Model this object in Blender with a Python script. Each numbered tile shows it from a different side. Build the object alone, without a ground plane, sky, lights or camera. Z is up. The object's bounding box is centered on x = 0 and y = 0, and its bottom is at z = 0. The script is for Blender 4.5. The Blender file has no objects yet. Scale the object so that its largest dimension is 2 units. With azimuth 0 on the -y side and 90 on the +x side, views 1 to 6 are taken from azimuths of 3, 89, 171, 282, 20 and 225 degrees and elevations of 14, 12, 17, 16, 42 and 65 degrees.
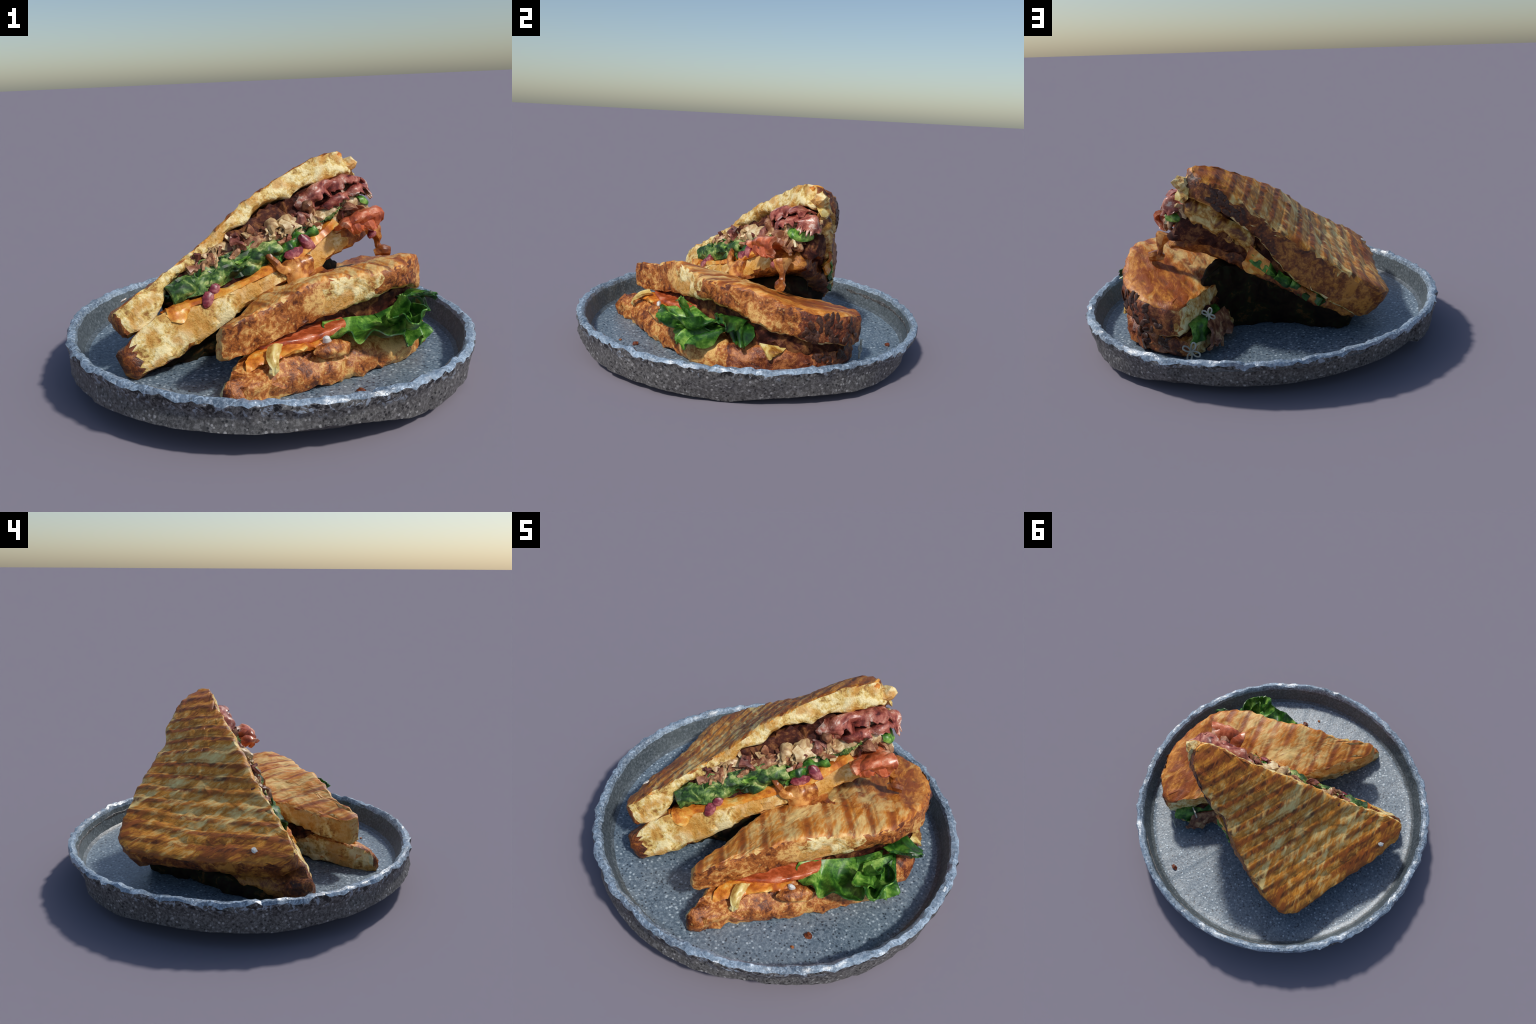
"""A grilled sandwich cut in two halves, served on a speckled stoneware plate.
One half leans on the other.  Metres, z up."""
import bpy, math, random
import numpy as np
from mathutils import Vector, Matrix, noise

RNG = random.Random(11)
ROOT = bpy.context.scene.collection


# ------------------------------------------------------------------ colours
def rgb(r, g, b):
    f = lambda c: c / 12.92 if c <= 0.04045 else ((c + 0.055) / 1.055) ** 2.4
    return (f(r / 255), f(g / 255), f(b / 255), 1.0)


class Mat:
    """Small helper that writes a procedural Principled material."""

    def __init__(self, name, rough=0.5, spec=0.5):
        self.m = bpy.data.materials.new(name)
        self.m.use_nodes = True
        self.t = self.m.node_tree
        self.b = self.t.nodes["Principled BSDF"]
        self.b.inputs["Roughness"].default_value = rough
        self.b.inputs["Specular IOR Level"].default_value = spec
        self.co = self.t.nodes.new("ShaderNodeTexCoord").outputs["Object"]

    def put(self, sock, v):
        if v is None:
            return
        if hasattr(v, "is_linked"):
            self.t.links.new(v, sock)
        else:
            sock.default_value = v

    def map(self, rot=(0, 0, 0), scale=(1, 1, 1), loc=(0, 0, 0)):
        n = self.t.nodes.new("ShaderNodeMapping")
        n.inputs["Rotation"].default_value = rot
        n.inputs["Scale"].default_value = scale
        n.inputs["Location"].default_value = loc
        self.put(n.inputs["Vector"], self.co)
        return n.outputs[0]

    def noise(self, scale, detail=4, rough=0.55, dist=0.0, vec=None):
        n = self.t.nodes.new("ShaderNodeTexNoise")
        n.inputs["Scale"].default_value = scale
        n.inputs["Detail"].default_value = detail
        n.inputs["Roughness"].default_value = rough
        n.inputs["Distortion"].default_value = dist
        self.put(n.inputs["Vector"], vec or self.co)
        return n.outputs["Fac"]

    def vor(self, scale, vec=None, feature="F1", out="Distance", rand=1.0):
        n = self.t.nodes.new("ShaderNodeTexVoronoi")
        n.feature = feature
        n.inputs["Scale"].default_value = scale
        n.inputs["Randomness"].default_value = rand
        self.put(n.inputs["Vector"], vec or self.co)
        return n.outputs[out]

    def wave(self, scale, dist=2.0, dscale=1.5, vec=None, detail=2):
        n = self.t.nodes.new("ShaderNodeTexWave")
        n.inputs["Scale"].default_value = scale
        n.inputs["Distortion"].default_value = dist
        n.inputs["Detail"].default_value = detail
        n.inputs["Detail Scale"].default_value = dscale
        self.put(n.inputs["Vector"], vec or self.co)
        return n.outputs["Fac"]

    def ramp(self, fac, stops):
        n = self.t.nodes.new("ShaderNodeValToRGB")
        e = n.color_ramp.elements
        while len(e) < len(stops):
            e.new(0.5)
        for k, (p, c) in zip(e, stops):
            k.position = p
            k.color = c if isinstance(c, tuple) else (c, c, c, 1)
        self.put(n.inputs[0], fac)
        return n.outputs[0]

    def mix(self, fac, a, b, mode="MIX"):
        n = self.t.nodes.new("ShaderNodeMix")
        n.data_type, n.blend_type = "RGBA", mode
        self.put(n.inputs[0], fac)
        self.put(n.inputs[6], a)
        self.put(n.inputs[7], b)
        return n.outputs[2]

    def math(self, op, a, b=0.0, clamp=False):
        n = self.t.nodes.new("ShaderNodeMath")
        n.operation, n.use_clamp = op, clamp
        self.put(n.inputs[0], a)
        self.put(n.inputs[1], b)
        return n.outputs[0]

    def axis(self, vec, k):
        n = self.t.nodes.new("ShaderNodeSeparateXYZ")
        self.put(n.inputs[0], vec)
        return n.outputs[k]

    def step(self, v, lo, hi):
        n = self.t.nodes.new("ShaderNodeMapRange")
        n.interpolation_type = "SMOOTHSTEP"
        self.put(n.inputs[0], v)
        n.inputs[1].default_value, n.inputs[2].default_value = lo, hi
        return n.outputs[0]

    def bump(self, h, strength=0.4, dist=0.01):
        n = self.t.nodes.new("ShaderNodeBump")
        n.inputs["Strength"].default_value = strength
        n.inputs["Distance"].default_value = dist
        self.put(n.inputs["Height"], h)
        self.t.links.new(n.outputs[0], self.b.inputs["Normal"])

    def done(self, colour, **kw):
        self.put(self.b.inputs["Base Color"], colour)
        for k, v in kw.items():
            self.put(self.b.inputs[k.replace("_", " ")], v)
        return self.m


def mat_toasted(name, angle, pitch, phase, pale, gold, brown, dark, stripe_amount=1.0, browner=(), narrow=0.45):
    """Pressed, grill-marked bread: pale ground, golden blotches, broken brown bars."""
    m = Mat(name, 0.5, 0.45)
    flat = m.map(rot=(0, 0, angle))
    along = m.map(rot=(0, 0, angle), scale=(1, 0.30, 1))
    s = m.axis(flat, 0)
    wob = m.math("MULTIPLY", m.noise(4.0, 4, 0.6, vec=flat), 0.035)
    ph = m.math("MULTIPLY", m.math("ADD", m.math("ADD", s, wob), phase), 2 * math.pi / pitch)
    bar = m.math("ADD", m.math("MULTIPLY", m.math("COSINE", ph), 0.5), 0.5)
    bar2 = m.math("ADD", m.math("MULTIPLY", m.math("COSINE", m.math("ADD", m.math("MULTIPLY", ph, 2.0), 2.2)), 0.5), 0.5)
    patch = m.step(m.noise(3.6, 4, 0.6, 0.4), 0.34, 0.66)
    streak = m.step(m.noise(15.0, 5, 0.65, 0.7, vec=along), 0.32, 0.68)
    fine = m.step(m.noise(42.0, 4, 0.7, 0.4, vec=along), 0.32, 0.68)
    ground = m.math("ADD", m.math("MULTIPLY", patch, 0.30), m.math("ADD", m.math("MULTIPLY", streak, 0.38), m.math("MULTIPLY", fine, 0.32)))
    mid = tuple(0.5 * (p + q) for p, q in zip(pale, gold))
    for lo, hi, amount in browner:                  # ends that met the hot plate longer
        ground = m.math("ADD", ground, m.math("MULTIPLY", m.step(m.math("ADD", s, wob), lo, hi), amount))
    ground = m.ramp(ground, [(0.10, pale), (0.33, mid), (0.54, gold), (0.86, brown)])
    lines = m.math("MAXIMUM", m.step(bar, narrow, narrow + 0.5), m.math("MULTIPLY", m.step(bar2, 0.72, 1.0), 0.45))
    mask = m.math("MULTIPLY", lines, m.step(m.math("ADD", streak, m.math("MULTIPLY", patch, 0.6)), 0.02, 0.75))
    mask = m.math("MULTIPLY", m.math("MULTIPLY", mask, stripe_amount), m.step(m.noise(2.6, 2, 0.5), 0.20, 0.46))
    c = m.mix(mask, ground, m.ramp(fine, [(0.1, dark), (0.75, brown)]))
    c = m.mix(m.math("MULTIPLY", m.step(m.vor(40), 0.13, 0.05), m.step(patch, 0.4, 0.7)), c, dark)
    m.bump(m.math("ADD", streak, m.math("MULTIPLY", fine, 0.5)), 0.22, 0.008)
    return m.done(c)


def mat_crust(name, light, mid, dark, spot=0.5):
    m = Mat(name, 0.45, 0.5)
    big = m.step(m.noise(4.5, 3, 0.6, 0.5), 0.34, 0.66)
    med = m.step(m.noise(17, 5, 0.65, 0.8), 0.32, 0.68)
    fine = m.step(m.noise(62, 3, 0.7, 0.4), 0.32, 0.68)
    v = m.math("ADD", m.math("MULTIPLY", big, 0.36), m.math("ADD", m.math("MULTIPLY", med, 0.40), m.math("MULTIPLY", fine, 0.24)))
    c = m.ramp(v, [(0.18, dark), (0.48, mid), (0.80, light)])
    blister = m.step(m.vor(34), 0.24, 0.10)
    c = m.mix(m.math("MULTIPLY", blister, spot), c, light)
    m.bump(m.math("ADD", med, m.math("MULTIPLY", fine, 0.6)), 0.3, 0.008)
    return m.done(c)


def mat_crumb(name, pale, cream, shade, gold):
    m = Mat(name, 0.6, 0.35)
    big = m.noise(5.5, 3, 0.6, 0.3)
    med = m.step(m.noise(16, 5, 0.6, 0.2), 0.32, 0.68)
    fine = m.step(m.noise(52, 3, 0.65), 0.32, 0.68)
    v = m.math("ADD", m.math("MULTIPLY", med, 0.65), m.math("MULTIPLY", fine, 0.35))
    c = m.ramp(v, [(0.12, shade), (0.40, cream), (0.72, pale)])
    c = m.mix(m.math("MULTIPLY", m.step(big, 0.47, 0.60), 0.75), c, gold)
    m.bump(v, 0.5, 0.012)
    return m.done(c)


def mat_soft(name, stops, scale=9, fine=40, rough=0.4, spec=0.5, stretch=(1, 1, 1), bump=0.2, sss=0.0):
    """Layered food: a ramp over mixed coarse and fine noise."""
    m = Mat(name, rough, spec)
    v = m.map(scale=stretch)
    a, b = m.noise(scale, 5, 0.65, 0.8, vec=v), m.noise(fine, 4, 0.7, 0.4, vec=v)
    v = m.math("ADD", m.math("MULTIPLY", m.step(a, 0.32, 0.68), 0.68), m.math("MULTIPLY", m.step(b, 0.32, 0.68), 0.32))
    c = m.ramp(v, [(min(max((p - 0.34) / 0.32 * 0.8 + 0.1, 0), 1), k) for p, k in stops])
    m.bump(b, bump, 0.006)
    return m.done(c)


def mat_stone(name, base, base2, white, black, w_amt, b_amt, rough, spec, streak=None):
    m = Mat(name, rough, spec)
    big = m.noise(3.5, 4, 0.6)
    fine = m.noise(70, 3, 0.7)
    c = m.mix(m.step(big, 0.35, 0.65), base, base2)
    c = m.mix(m.math("MULTIPLY", m.step(fine, 0.40, 0.66), 0.35), c, white)
    jit = m.noise(25, 2)
    d = m.math("MULTIPLY", m.step(m.vor(52), 0.36, 0.20), m.step(jit, 0.40, 0.56))
    c = m.mix(m.math("MULTIPLY", d, b_amt), c, black)
    w = m.math("MULTIPLY", m.step(m.vor(40, vec=m.map(loc=(3, 1, 2))), 0.32, 0.18), m.step(jit, 0.62, 0.44))
    c = m.mix(m.math("MULTIPLY", w, w_amt), c, white)
    if name.startswith("raw"):                      # glaze crawled back here and left dark and pale flecks
        near = m.step(m.math("ADD", m.axis(m.co, 2), m.math("MULTIPLY", m.axis(m.co, 0), 0.025)), 0.145, 0.195)
        fl = m.noise(34, 3, 0.6, 0.8)
        c = m.mix(m.math("MULTIPLY", near, m.step(fl, 0.54, 0.60)), c, black)
        c = m.mix(m.math("MULTIPLY", near, m.step(fl, 0.44, 0.38)), c, rgb(150, 160, 172))
    if streak:
        s = m.noise(30, 4, 0.7, 1.5)
        c = m.mix(m.step(s, 0.50, 0.64), c, streak)
    m.bump(m.math("ADD", fine, w), 0.25, 0.006)
    return m.done(c)


MATS = {}


def build_materials():
    A = MATS
    deg = math.radians
    A["grillA"] = mat_toasted("grill_marked_bread", deg(38), 0.0845, 0.02, rgb(252, 228, 152), rgb(234, 154, 50), rgb(162, 86, 26), rgb(84, 36, 12), 0.95, ((0.16, 0.02, 0.18), (0.80, 0.95, 0.14)))
    A["grillB"] = mat_toasted("golden_grilled_bread", deg(-25), 0.105, 0.02, rgb(246, 214, 140), rgb(222, 142, 54), rgb(160, 80, 26), rgb(112, 48, 14), 0.9, ((0.20, 0.42, 0.38), (-10.0, -9.0, -0.10)), 0.52)
    A["crustA"] = mat_crust("dark_crust", rgb(198, 130, 54), rgb(132, 68, 26), rgb(64, 28, 12))
    A["crustB"] = mat_crust("golden_crust", rgb(244, 194, 116), rgb(186, 108, 46), rgb(94, 42, 16))
    A["crustC"] = mat_crust("reddish_crust", rgb(196, 122, 66), rgb(126, 60, 30), rgb(58, 26, 16))
    A["crumb"] = mat_crumb("bread_crumb_texture", rgb(250, 232, 176), rgb(226, 192, 112), rgb(150, 100, 44), rgb(206, 144, 56))
    A["crumbB"] = mat_crumb("toasted_crumb_texture", rgb(248, 228, 172), rgb(228, 190, 114), rgb(160, 104, 48), rgb(206, 140, 60))
    A["cheese"] = mat_soft("melted_orange_cheese", [(0.34, rgb(172, 84, 26)), (0.48, rgb(222, 134, 46)), (0.58, rgb(238, 170, 72)), (0.66, rgb(248, 214, 132))], 7, 24, 0.34)
    A["paleCheese"] = mat_soft("melted_pale_cheese", [(0.34, rgb(120, 72, 28)), (0.42, rgb(178, 126, 52)), (0.54, rgb(218, 188, 106)), (0.66, rgb(240, 224, 160))], 8, 24, 0.34)
    A["bakedCheese"] = mat_soft("baked_on_cheese", [(0.34, rgb(70, 32, 16)), (0.46, rgb(128, 72, 30)), (0.56, rgb(196, 146, 66)), (0.66, rgb(232, 208, 138))], 9, 24, 0.4)
    A["lettuce"] = mat_soft("lettuce_green", [(0.35, rgb(20, 42, 20)), (0.46, rgb(52, 86, 38)), (0.56, rgb(108, 140, 66)), (0.66, rgb(196, 202, 128))], 10, 34, 0.45, 0.4)
    A["spinach"] = mat_soft("dark_leaf_green", [(0.34, rgb(16, 44, 12)), (0.46, rgb(42, 90, 26)), (0.56, rgb(92, 144, 48)), (0.67, rgb(164, 198, 96))], 6, 20, 0.38, 0.5)
    A["ham"] = mat_soft("cured_ham", [(0.35, rgb(74, 26, 22)), (0.44, rgb(132, 58, 48)), (0.53, rgb(178, 100, 82)), (0.60, rgb(200, 134, 112)), (0.65, rgb(240, 212, 194))], 8, 26, 0.36)
    A["meatA"] = mat_soft("pulled_meat_brown", [(0.34, rgb(92, 48, 38)), (0.5, rgb(152, 98, 70)), (0.64, rgb(206, 164, 120))], 12, 44, 0.4)
    A["meatB"] = mat_soft("pulled_meat_cream", [(0.34, rgb(150, 104, 70)), (0.5, rgb(208, 176, 126)), (0.64, rgb(238, 222, 180))], 12, 44, 0.4)
    A["meatC"] = mat_soft("pulled_meat_mauve", [(0.34, rgb(66, 28, 26)), (0.5, rgb(118, 62, 52)), (0.64, rgb(184, 122, 98))], 12, 44, 0.4)
    A["core"] = mat_soft("packed_filling", [(0.36, rgb(42, 16, 13)), (0.5, rgb(80, 38, 26)), (0.64, rgb(136, 88, 50))], 11, 36, 0.7, 0.2)
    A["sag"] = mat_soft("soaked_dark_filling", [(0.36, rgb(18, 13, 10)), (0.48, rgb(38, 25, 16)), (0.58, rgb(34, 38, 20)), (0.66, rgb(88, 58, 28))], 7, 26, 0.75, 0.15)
    A["tomato"] = mat_soft("tomato_flesh", [(0.34, rgb(136, 56, 24)), (0.48, rgb(192, 92, 50)), (0.58, rgb(220, 128, 88)), (0.66, rgb(240, 182, 148))], 8, 20, 0.3, 0.6)
    A["onion"] = mat_soft("red_onion", [(0.34, rgb(84, 24, 40)), (0.5, rgb(136, 48, 62)), (0.66, rgb(206, 134, 128))], 10, 30, 0.35)
    A["seed"] = mat_soft("roasted_seed", [(0.36, rgb(48, 28, 20)), (0.5, rgb(84, 50, 34)), (0.66, rgb(140, 98, 70))], 14, 60, 0.38)
    A["sprout"] = mat_soft("pale_sprout", [(0.36, rgb(150, 148, 136)), (0.6, rgb(206, 204, 190))], 8, 30, 0.4)
    A["flake"] = mat_soft("salt_white", [(0.3, rgb(214, 210, 200)), (0.6, rgb(240, 238, 230))], 8, 30, 0.4)
    A["drip"] = mat_soft("browned_cheese", [(0.36, rgb(112, 54, 20)), (0.5, rgb(172, 98, 40)), (0.64, rgb(226, 164, 90))], 8, 30, 0.32)
    A["floor"] = mat_stone("speckled_glaze", rgb(84, 103, 119), rgb(98, 117, 132), rgb(190, 206, 216), rgb(28, 40, 54), 0.9, 0.85, 0.42, 1.0)
    A["inner"] = mat_stone("smooth_grey_glaze", rgb(66, 76, 82), rgb(86, 95, 98), rgb(150, 160, 168), rgb(44, 52, 60), 0.3, 0.3, 0.42, 0.8)
    A["rim"] = mat_stone("pale_rim_glaze", rgb(84, 101, 118), rgb(124, 144, 163), rgb(210, 222, 232), rgb(26, 32, 42), 0.5, 0.5, 0.36, 0.9, rgb(176, 196, 214))
    A["wall"] = mat_stone("raw_speckled_stoneware", rgb(66, 64, 63), rgb(80, 78, 76), rgb(168, 166, 164), rgb(20, 20, 22), 0.8, 0.85, 0.5, 0.5)


# ------------------------------------------------------------------ geometry
def catmull(pts, n, closed=True):
    """n points, evenly spaced by length, on a Catmull-Rom curve."""
    p = np.array(pts, float)
    k = len(p)
    out = []
    segs = k if closed else k - 1
    for i in range(segs):
        idx = [(i - 1), i, i + 1, i + 2]
        a, b, c, d = [p[j % k] if closed else p[min(max(j, 0), k - 1)] for j in idx]
        for t in np.linspace(0, 1, 16, endpoint=False):
            out.append(0.5 * (2 * b + (c - a) * t + (2 * a - 5 * b + 4 * c - d) * t * t + (3 * b - a - 3 * c + d) * t ** 3))
    if closed:
        out.append(out[0])
    else:
        out.append(p[-1])
    q = np.array(out)
    L = np.r_[0, np.cumsum(np.linalg.norm(np.diff(q, axis=0), axis=1))]
    s = np.linspace(0, L[-1], n, endpoint=not closed)
    return np.stack([np.interp(s, L, q[:, j]) for j in range(q.shape[1])], 1)


class Height:
    """Smooth height over the plan through a few measured points (thin-plate spline)."""

    def __init__(self, pts, smooth=2e-3):
        p = np.array(pts, float)
        self.c = p[:, :2]
        n = len(p)
        K = self.k(np.linalg.norm(self.c[:, None] - self.c[None], axis=2)) + np.eye(n) * smooth
        P = np.c_[np.ones(n), self.c]
        M = np.block([[K, P], [P.T, np.zeros((3, 3))]])
        self.w = np.linalg.solve(M, np.r_[p[:, 2], 0, 0, 0])

    @staticmethod
    def k(r):
        return np.where(r > 1e-9, r * r * np.log(np.maximum(r, 1e-9)), 0)

    def __call__(self, xy):
        xy = np.atleast_2d(xy)
        K = self.k(np.linalg.norm(xy[:, None] - self.c[None], axis=2))
        return K @ self.w[:-3] + np.c_[np.ones(len(xy)), xy] @ self.w[-3:]


def new_mesh(name, verts, faces):
    me = bpy.data.meshes.new(name)
    me.from_pydata([tuple(map(float, v)) for v in verts], [], faces)
    me.validate()
    me.update()
    return me


def decimated(me, ratio):
    o = bpy.data.objects.new("tmp", me)
    ROOT.objects.link(o)
    d = o.modifiers.new("d", "DECIMATE")
    d.ratio = ratio
    d.use_collapse_triangulate = True
    r = bpy.data.meshes.new_from_object(o.evaluated_get(bpy.context.evaluated_depsgraph_get()))
    bpy.data.objects.remove(o)
    bpy.data.meshes.remove(me)
    return r


def crumple(co, nrm, amp, freq, seed, lateral=0.4):
    """Uneven, creased surface: two octaves of noise along the normal, some sideways."""
    out = co.copy()
    off = Vector((seed * 7.13, seed * 3.7, seed * 1.9))
    for i in range(len(co)):
        p = Vector(co[i])
        a = noise.noise(p * freq + off) * 0.55 + noise.noise(p * freq * 2.7 + off) * 0.5 + noise.noise(p * freq * 6 + off) * 0.25
        s = noise.noise_vector(p * freq * 2.2 + off)
        out[i] += nrm[i] * (a * amp) + np.array(s) * (amp * lateral)
    return out


def normals_of(me):
    n = np.empty(len(me.vertices) * 3, np.float32)
    me.vertices.foreach_get("normal", n)
    return n.reshape(-1, 3)


def coords_of(me):
    n = np.empty(len(me.vertices) * 3, np.float32)
    me.vertices.foreach_get("co", n)
    return n.reshape(-1, 3).astype(float)


def slab(outline, top, bot, n=170, inner=15, radius=0.04, seed=1, amp=0.012, freq=9.0, ratio=0.3, rib=None, dome=0.0, under=None):
    """A slice: a plan outline between a top and a bottom height, edges rounded, crumpled."""
    ring = catmull(outline, n)
    ctr = ring.mean(0)
    R = np.linalg.norm(ring - ctr, axis=1)
    H, B = Height(top), Height(bot)
    th = np.maximum(H(ring) - B(ring), 0.02)
    rad = np.minimum(radius, th * 0.48)
    layers = []                                   # (inset in plan, bottom share, top share)
    for f in np.linspace(0.12, 0.9, inner):
        layers.append(("b", f))
    for a in np.linspace(-math.pi / 2, 0, 5):
        layers.append(("br", a))
    for h in np.linspace(0, 1, 6)[1:-1]:
        layers.append(("s", h))
    for a in np.linspace(0, math.pi / 2, 5):
        layers.append(("tr", a))
    for f in np.linspace(0.9, 0.12, inner):
        layers.append(("t", f))
    V = []
    for kind, v in layers:
        if kind in "bt":
            f = v * (1 - rad / R)
            q = ctr + (ring - ctr) * f[:, None]
            z = (B if kind == "b" else H)(q)
        else:
            a = v if kind in ("br", "tr") else 0.0
            rb = np.minimum(under or radius, rad)
            f = 1 - (rb if kind == "br" else rad) * (1 - math.cos(a)) / R
            q = ctr + (ring - ctr) * f[:, None]
            lo, hi = B(q) + rb, H(q) - rad
            lo, hi = np.minimum(lo, (lo + hi) / 2), np.maximum(hi, (lo + hi) / 2)
            if kind == "br":
                z = lo + rb * math.sin(a)
            elif kind == "tr":
                z = hi + rad * math.sin(a)
            else:
                z = lo + (hi - lo) * v
                bulge = dome * 4 * v * (1 - v)
                q = ctr + (ring - ctr) * (f + bulge / R)[:, None]
        V.append(np.c_[q, z])
    m = len(V)
    verts = np.vstack(V + [np.c_[ctr[None], B(ctr)], np.c_[ctr[None], H(ctr)]])
    faces = [(i * n + j, i * n + (j + 1) % n, (i + 1) * n + (j + 1) % n, (i + 1) * n + j) for i in range(m - 1) for j in range(n)]
    cb, ct = m * n, m * n + 1
    faces += [(cb, (j + 1) % n, j) for j in range(n)]
    faces += [(ct, (m - 1) * n + j, (m - 1) * n + (j + 1) % n) for j in range(n)]
    me = new_mesh("slab", verts, faces)
    nrm = normals_of(me)
    co = coords_of(me)
    rough = crumple(co, nrm, amp, freq, seed)
    if rib:                                         # the hot plate pressed the top flat
        rough = co + (rough - co) * (1 - 0.5 * np.clip((nrm[:, 2:] - 0.6) / 0.3, 0, 1))
    co = rough
    if rib:
        up = np.clip((nrm[:, 2] - 0.5) / 0.4, 0, 1)
        co[:, 2] += rib(co) * up
    me.vertices.foreach_set("co", co.astype(np.float32).ravel())
    me.update()
    return decimated(me, ratio)


def finish(me, mat, sharp=38):
    me.materials.clear()
    me.materials.append(MATS[mat])
    me.shade_smooth()
    me.set_sharp_from_angle(angle=math.radians(sharp))
    return me


def add(name, me, parent, mat=None, sharp=38):
    if mat:
        finish(me, mat, sharp)
    me.name = name
    o = bpy.data.objects.new(name, me)
    ROOT.objects.link(o)
    o.parent = parent
    return o


def split(me, label, parts, parent, sharp=38):
    """Parts of one continuous surface, kept shaded as one.  parts: [(name, material)]; the first holds the others."""
    me.shade_smooth()
    me.set_sharp_from_angle(angle=math.radians(sharp))
    cn = np.empty(len(me.loops) * 3, np.float32)
    me.corner_normals.foreach_get("vector", cn)
    cn = cn.reshape(-1, 3)
    co = coords_of(me)
    groups = [[] for _ in parts]
    for p in me.polygons:
        groups[label(np.array(p.center), np.array(p.normal))].append(p)
    holder, made = parent, []
    for (name, mat), polys in zip(parts, groups):
        if not polys:
            continue
        ids, faces, nl = {}, [], []
        for p in polys:
            faces.append([ids.setdefault(v, len(ids)) for v in p.vertices])
            nl += [cn[k] for k in p.loop_indices]
        sub = bpy.data.meshes.new(name)
        sub.from_pydata([tuple(co[v]) for v in ids], [], faces)
        sub.update()
        sub.materials.append(MATS[mat])
        sub.shade_smooth()
        sub.normals_split_custom_set([tuple(map(float, x)) for x in nl])
        o = bpy.data.objects.new(name, sub)
        ROOT.objects.link(o)
        o.parent = holder
        made.append(o)
        if holder is parent:
            holder = o
    bpy.data.meshes.remove(me)
    return made


def sheet(rows, nu=40, nv=14, thick=0.01, ruffle=0.0, freq=16, seed=0, edge=1.0, crumplef=8, crumplea=0.006, fray=0.0, fold=(0, 1), taper=0.0):
    """A soft layer (leaf, ham, melted cheese): rows of control points, ruffled towards the last row."""
    R = [catmull(r, nu, closed=False) for r in rows]
    grid = np.array([catmull([r[i] for r in R], nv, closed=False) for i in range(nu)])      # nu, nv, 3
    if taper:                                       # rounded ends
        t = np.abs(np.linspace(-1, 1, nu))[:, None, None]
        grid = grid[:, :1] + (grid - grid[:, :1]) * (1 - taper * t ** 4)
    off = Vector((seed * 5.1, seed * 2.3, seed))
    P = grid.copy()
    du, dv = np.gradient(grid, axis=0), np.gradient(grid, axis=1)
    N = np.cross(du, dv)
    N /= np.linalg.norm(N, axis=2, keepdims=True) + 1e-9
    for i in range(nu):
        for j in range(nv):
            p = Vector(grid[i, j])
            w = (j / (nv - 1)) ** edge
            r = noise.noise(p * freq + off) + 0.6 * noise.noise(p * freq * 2.3 + off)
            c = noise.noise(p * crumplef + off)
            P[i, j] += N[i, j] * (ruffle * w * r * 1.7 + crumplea * c + fold[0] * w * math.sin(fold[1] * 6.283 * i / nu + seed + 3.5 * noise.noise(p * 5 + off)))
            if fray and j >= nv - 2:
                d = dv[i, j] / (np.linalg.norm(dv[i, j]) + 1e-9)
                P[i, j] += d * fray * noise.noise(Vector((i * 0.45, seed, 0)))
    du, dv = np.gradient(P, axis=0), np.gradient(P, axis=1)
    N = np.cross(du, dv)
    N /= np.linalg.norm(N, axis=2, keepdims=True) + 1e-9
    a, b = (P + N * thick / 2).reshape(-1, 3), (P - N * thick / 2).reshape(-1, 3)
    k = nu * nv
    f = []
    for i in range(nu - 1):
        for j in range(nv - 1):
            q = (i * nv + j, (i + 1) * nv + j, (i + 1) * nv + j + 1, i * nv + j + 1)
            f += [q, tuple(x + k for x in q[::-1])]
    border = [i * nv for i in range(nu)] + [(nu - 1) * nv + j for j in range(1, nv)] + [i * nv + nv - 1 for i in range(nu - 2, -1, -1)] + [j for j in range(nv - 2, 0, -1)]
    for x, y in zip(border, border[1:] + border[:1]):
        f.append((y, x, x + k, y + k))
    return new_mesh("sheet", np.vstack([a, b]), f)


def blob(size, amp=0.2, freq=1.6, seed=0, sub=3):
    """A lump: a sphere squeezed to size and dented."""
    import bmesh
    bm = bmesh.new()
    bmesh.ops.create_icosphere(bm, subdivisions=sub, radius=1)
    off = Vector((seed * 3.3, seed, seed * 1.7))
    for v in bm.verts:
        v.co *= 1 + amp * (noise.noise(v.co * freq + off) + 0.5 * noise.noise(v.co * freq * 2.5 + off))
        v.co = Vector((v.co.x * size[0], v.co.y * size[1], v.co.z * size[2]))
    me = bpy.data.meshes.new("blob")
    bm.to_mesh(me)
    bm.free()
    return me


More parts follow.
